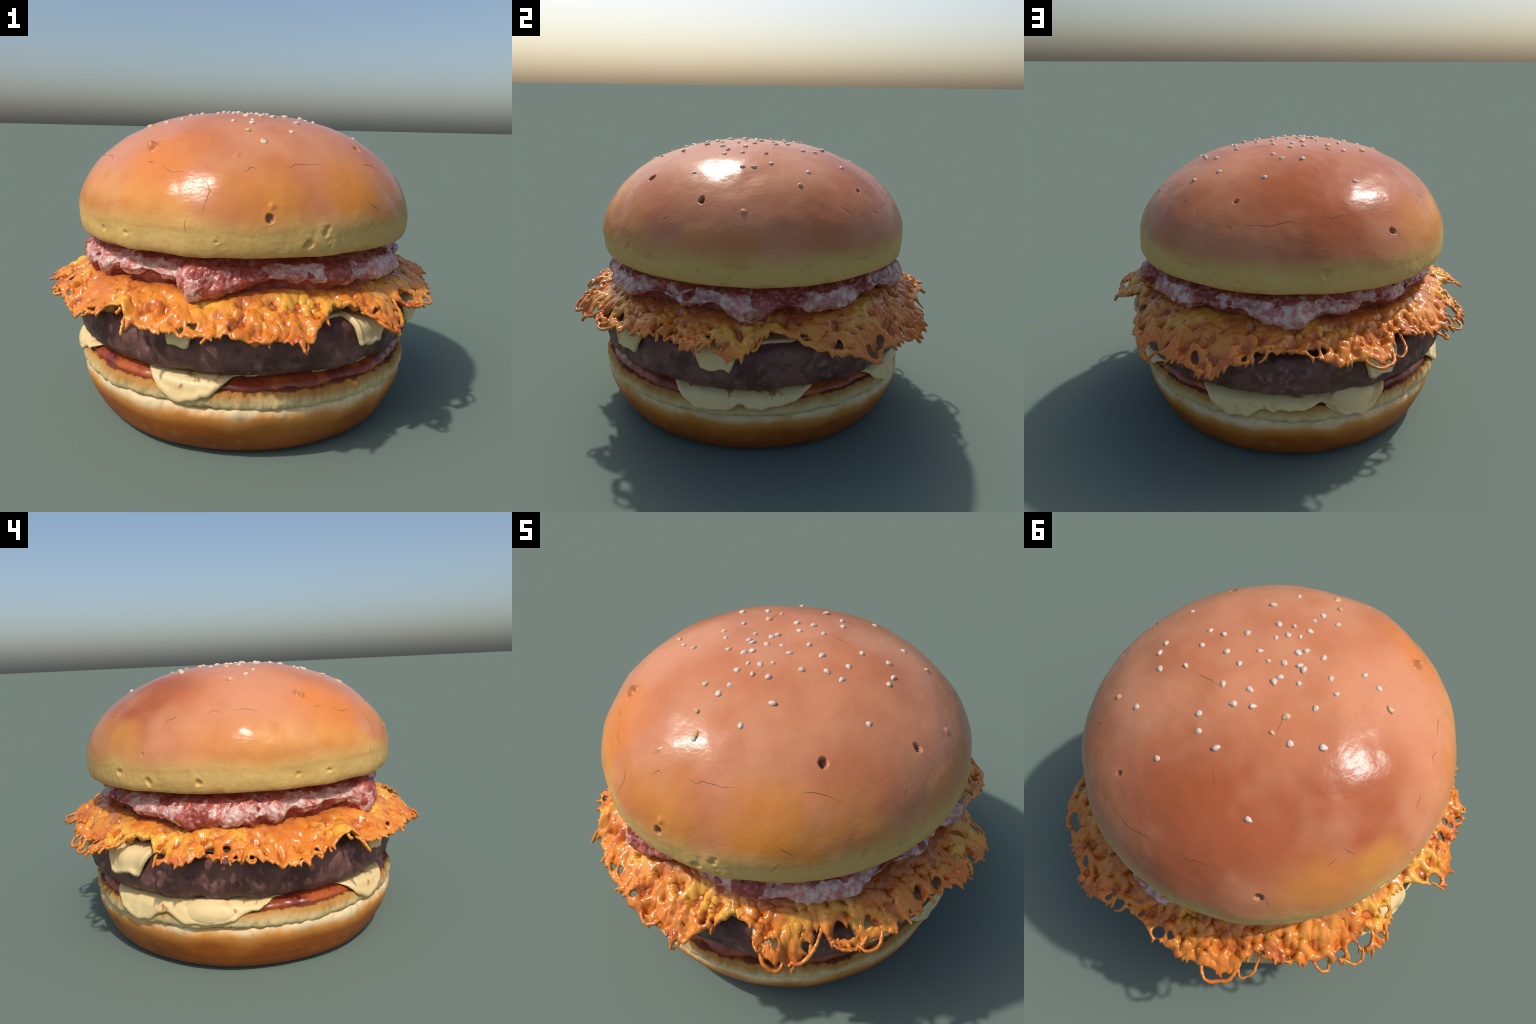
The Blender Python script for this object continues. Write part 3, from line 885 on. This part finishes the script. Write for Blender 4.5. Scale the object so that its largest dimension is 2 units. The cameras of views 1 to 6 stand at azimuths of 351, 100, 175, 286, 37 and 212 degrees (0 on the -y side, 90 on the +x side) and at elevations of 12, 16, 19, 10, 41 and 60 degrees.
def build_heel(parent):
    cols = 900
    th = np.arange(cols) * TAU / cols
    zz = 0.2011 * (1 - np.cos(np.linspace(0.0, math.pi / 2, 70))) 
    side = np.stack([heel_radius(zz), zz], -1)
    side[0, 0] = 0.628
    low = np.array([(0.02, 0.0), (0.3, 0.0), (0.5, 0.0), (0.6, 0.0)])
    up = spline([(0.8349, 0.203), (0.835, 0.225), (0.832, 0.246), (0.826, 0.258), (0.805, 0.262), (0.70, 0.262)], 40)
    wall = np.vstack([side, up[:22]])
    run = np.concatenate([[0], np.cumsum(np.linalg.norm(np.diff(wall, axis=0), axis=1))])
    wall = np.stack([np.interp(np.linspace(0, run[-1], 130), run, wall[:, k]) for k in (0, 1)], -1)
    # round the belly where the side turns upright
    win = np.hanning(43) / np.hanning(43).sum()
    eased = np.stack([np.convolve(np.pad(wall[:, k], 21, "reflect", reflect_type="odd"), win, "valid") for k in (0, 1)], -1)
    prof = np.vstack([low, eased, up[22:]])
    prof[:, 1] = np.maximum(prof[:, 1], 0.0)
    rows = len(prof)
    T = np.broadcast_to(th, (rows, cols))
    r0 = prof[:, :1]
    z0 = np.broadcast_to(prof[:, 1:], T.shape)
    lobes = 1 - 0.0101 * np.cos(2 * T) + 0.0024 * np.sin(2 * T) - 0.0029 * np.sin(3 * T)
    r = r0 * lobes
    r = r + 0.002 + 0.014 * smooth(0.09, 0.0, z0)
    P = np.stack([r * np.cos(T), r * np.sin(T) - 0.0166 * z0, z0], -1)
    nrm = grid_normals(P)
    lift = smooth(0.0, 0.05, z0)
    vert = P * [1, 1, 0.5]
    ragged = smooth(0.20, 0.25, z0)
    d = lift * (0.005 * noise(P, 3, 90) + 0.002 * noise(P, 10, 91)) + ragged * (0.009 * noise(vert, 9, 92) + 0.006 * noise(vert, 26, 93) + 0.002 * noise(vert, 60, 94))
    P = P + nrm * d[..., None]
    P[..., 2] += ragged * 0.018 * noise(np.stack([np.cos(T), np.sin(T), T * 0], -1), 5, 95)
    heel = add_object("bun_heel", make_mesh("bun_heel", P.reshape(-1, 3), grid_faces(rows, cols), [heel_material()]), parent)

    # the toasted cut half sits in the crust, its torn underside leaving a groove
    prof = spline([(0.70, 0.254), (0.815, 0.254), (0.832, 0.259), (0.839, 0.272), (0.839, 0.292), (0.834, 0.312), (0.820, 0.328), (0.795, 0.333),
                   (0.60, 0.333), (0.3, 0.333), (0.02, 0.333)], 90)
    rows = len(prof)
    T = np.broadcast_to(th, (rows, cols))
    z0 = np.broadcast_to(prof[:, 1:], T.shape)
    r = np.broadcast_to(prof[:, :1], T.shape)
    P = np.stack([r * np.cos(T), r * np.sin(T) - 0.004, z0], -1)
    nrm = grid_normals(P)
    rim = smooth(0.74, 0.80, r)
    vert = P * [1, 1, 0.4]
    d = rim * (0.010 * noise(vert, 6, 100) + 0.007 * noise(vert, 18, 101) + 0.005 * noise(P, 40, 102) + 0.0015 * noise(P, 90, 103))
    P = P + nrm * d[..., None]
    P[..., 2] += rim * 0.007 * noise(np.stack([np.cos(T), np.sin(T), T * 0], -1), 3.0, 104)
    add_object("toasted_crumb", make_mesh("toasted_crumb", P.reshape(-1, 3), grid_faces(rows, cols), [crumb_material()]), heel)

    # sauce pooled on the cut face, lapping the rim
    prof = spline([(0.02, 0.372), (0.5, 0.373), (0.75, 0.377), (0.783, 0.368), (0.810, 0.349), (0.819, 0.331), (0.812, 0.322)], 60)[::-1]
    rows = len(prof)
    T = np.broadcast_to(th, (rows, cols))
    z0 = np.broadcast_to(prof[:, 1:], T.shape)
    ring = np.stack([np.cos(T), np.sin(T), T * 0], -1)
    r = prof[:, :1] * (0.994 + 0.020 * noise(ring, 5, 110) + 0.008 * noise(ring, 16, 111))
    P = np.stack([r * np.cos(T), r * np.sin(T) - 0.004, z0], -1)
    P[..., 2] += smooth(0.82, 0.76, r) * 0.006 * noise(P, 9, 112) + 0.007 * noise(ring, 3.0, 104)
    add_object("sauce", make_mesh("sauce", P.reshape(-1, 3), grid_faces(rows, cols), [sauce_material()]), parent)
    return heel


# ------------------------------------------------------------------ assembly
def build():
    burger = bpy.data.objects.new("hamburger", None)
    bpy.context.scene.collection.objects.link(burger)
    burger["label"] = "tall sesame bun burger with bacon and crispy lacy cheese"
    burger["category"] = "hamburger"
    crown, surface = build_crown(burger)
    build_seeds(crown, surface)
    build_cracks(crown, surface)
    build_bacon(burger)
    build_skirt(burger)
    cheese = cheese_material()
    drape("cheese_slice", burger, cheese,
          [(0.56, 0.622), (0.70, 0.622), (0.80, 0.616), (0.846, 0.600), (0.864, 0.572), (0.868, 0.53), (0.868, 0.47), (0.868, 0.42)],
          0.24, [(-60, 7, 7, 0.165), (-33, 7, 8, 0.155), (0, 8, 8, 0.15), (157, 9, 12, 0.165), (-115, 5, 5, 0.13), (113, 7, 7, 0.19)], 1.9, 0.020, 0.004, 120)
    drape("melted_cheese", burger, cheese_material(True),
          [(0.60, 0.372), (0.73, 0.380), (0.787, 0.376), (0.824, 0.355), (0.837, 0.325), (0.845, 0.29), (0.846, 0.25), (0.845, 0.20)],
          0.175, [(-114, 15, 14, 0.128), (-4, 13, 24, 0.128), (16, 22, 18, 0.108), (65, 13, 20, 0.138), (84, 18, 16, 0.105), (109, 20, 11, 0.128), (-177, 24, 24, 0.126), (159, 14, 22, 0.145)],
          1.25, 0.009, 0.003, 130, 0.02)
    for spot, size in (((-174, 0.818, 0.332), (0.14, 0.038, 0.062)), ((105, 0.818, 0.340), (0.12, 0.040, 0.064))):
        build_squeezed_cheese(burger, cheese, spot, size)
    build_patty(burger)
    build_heel(burger)


build()
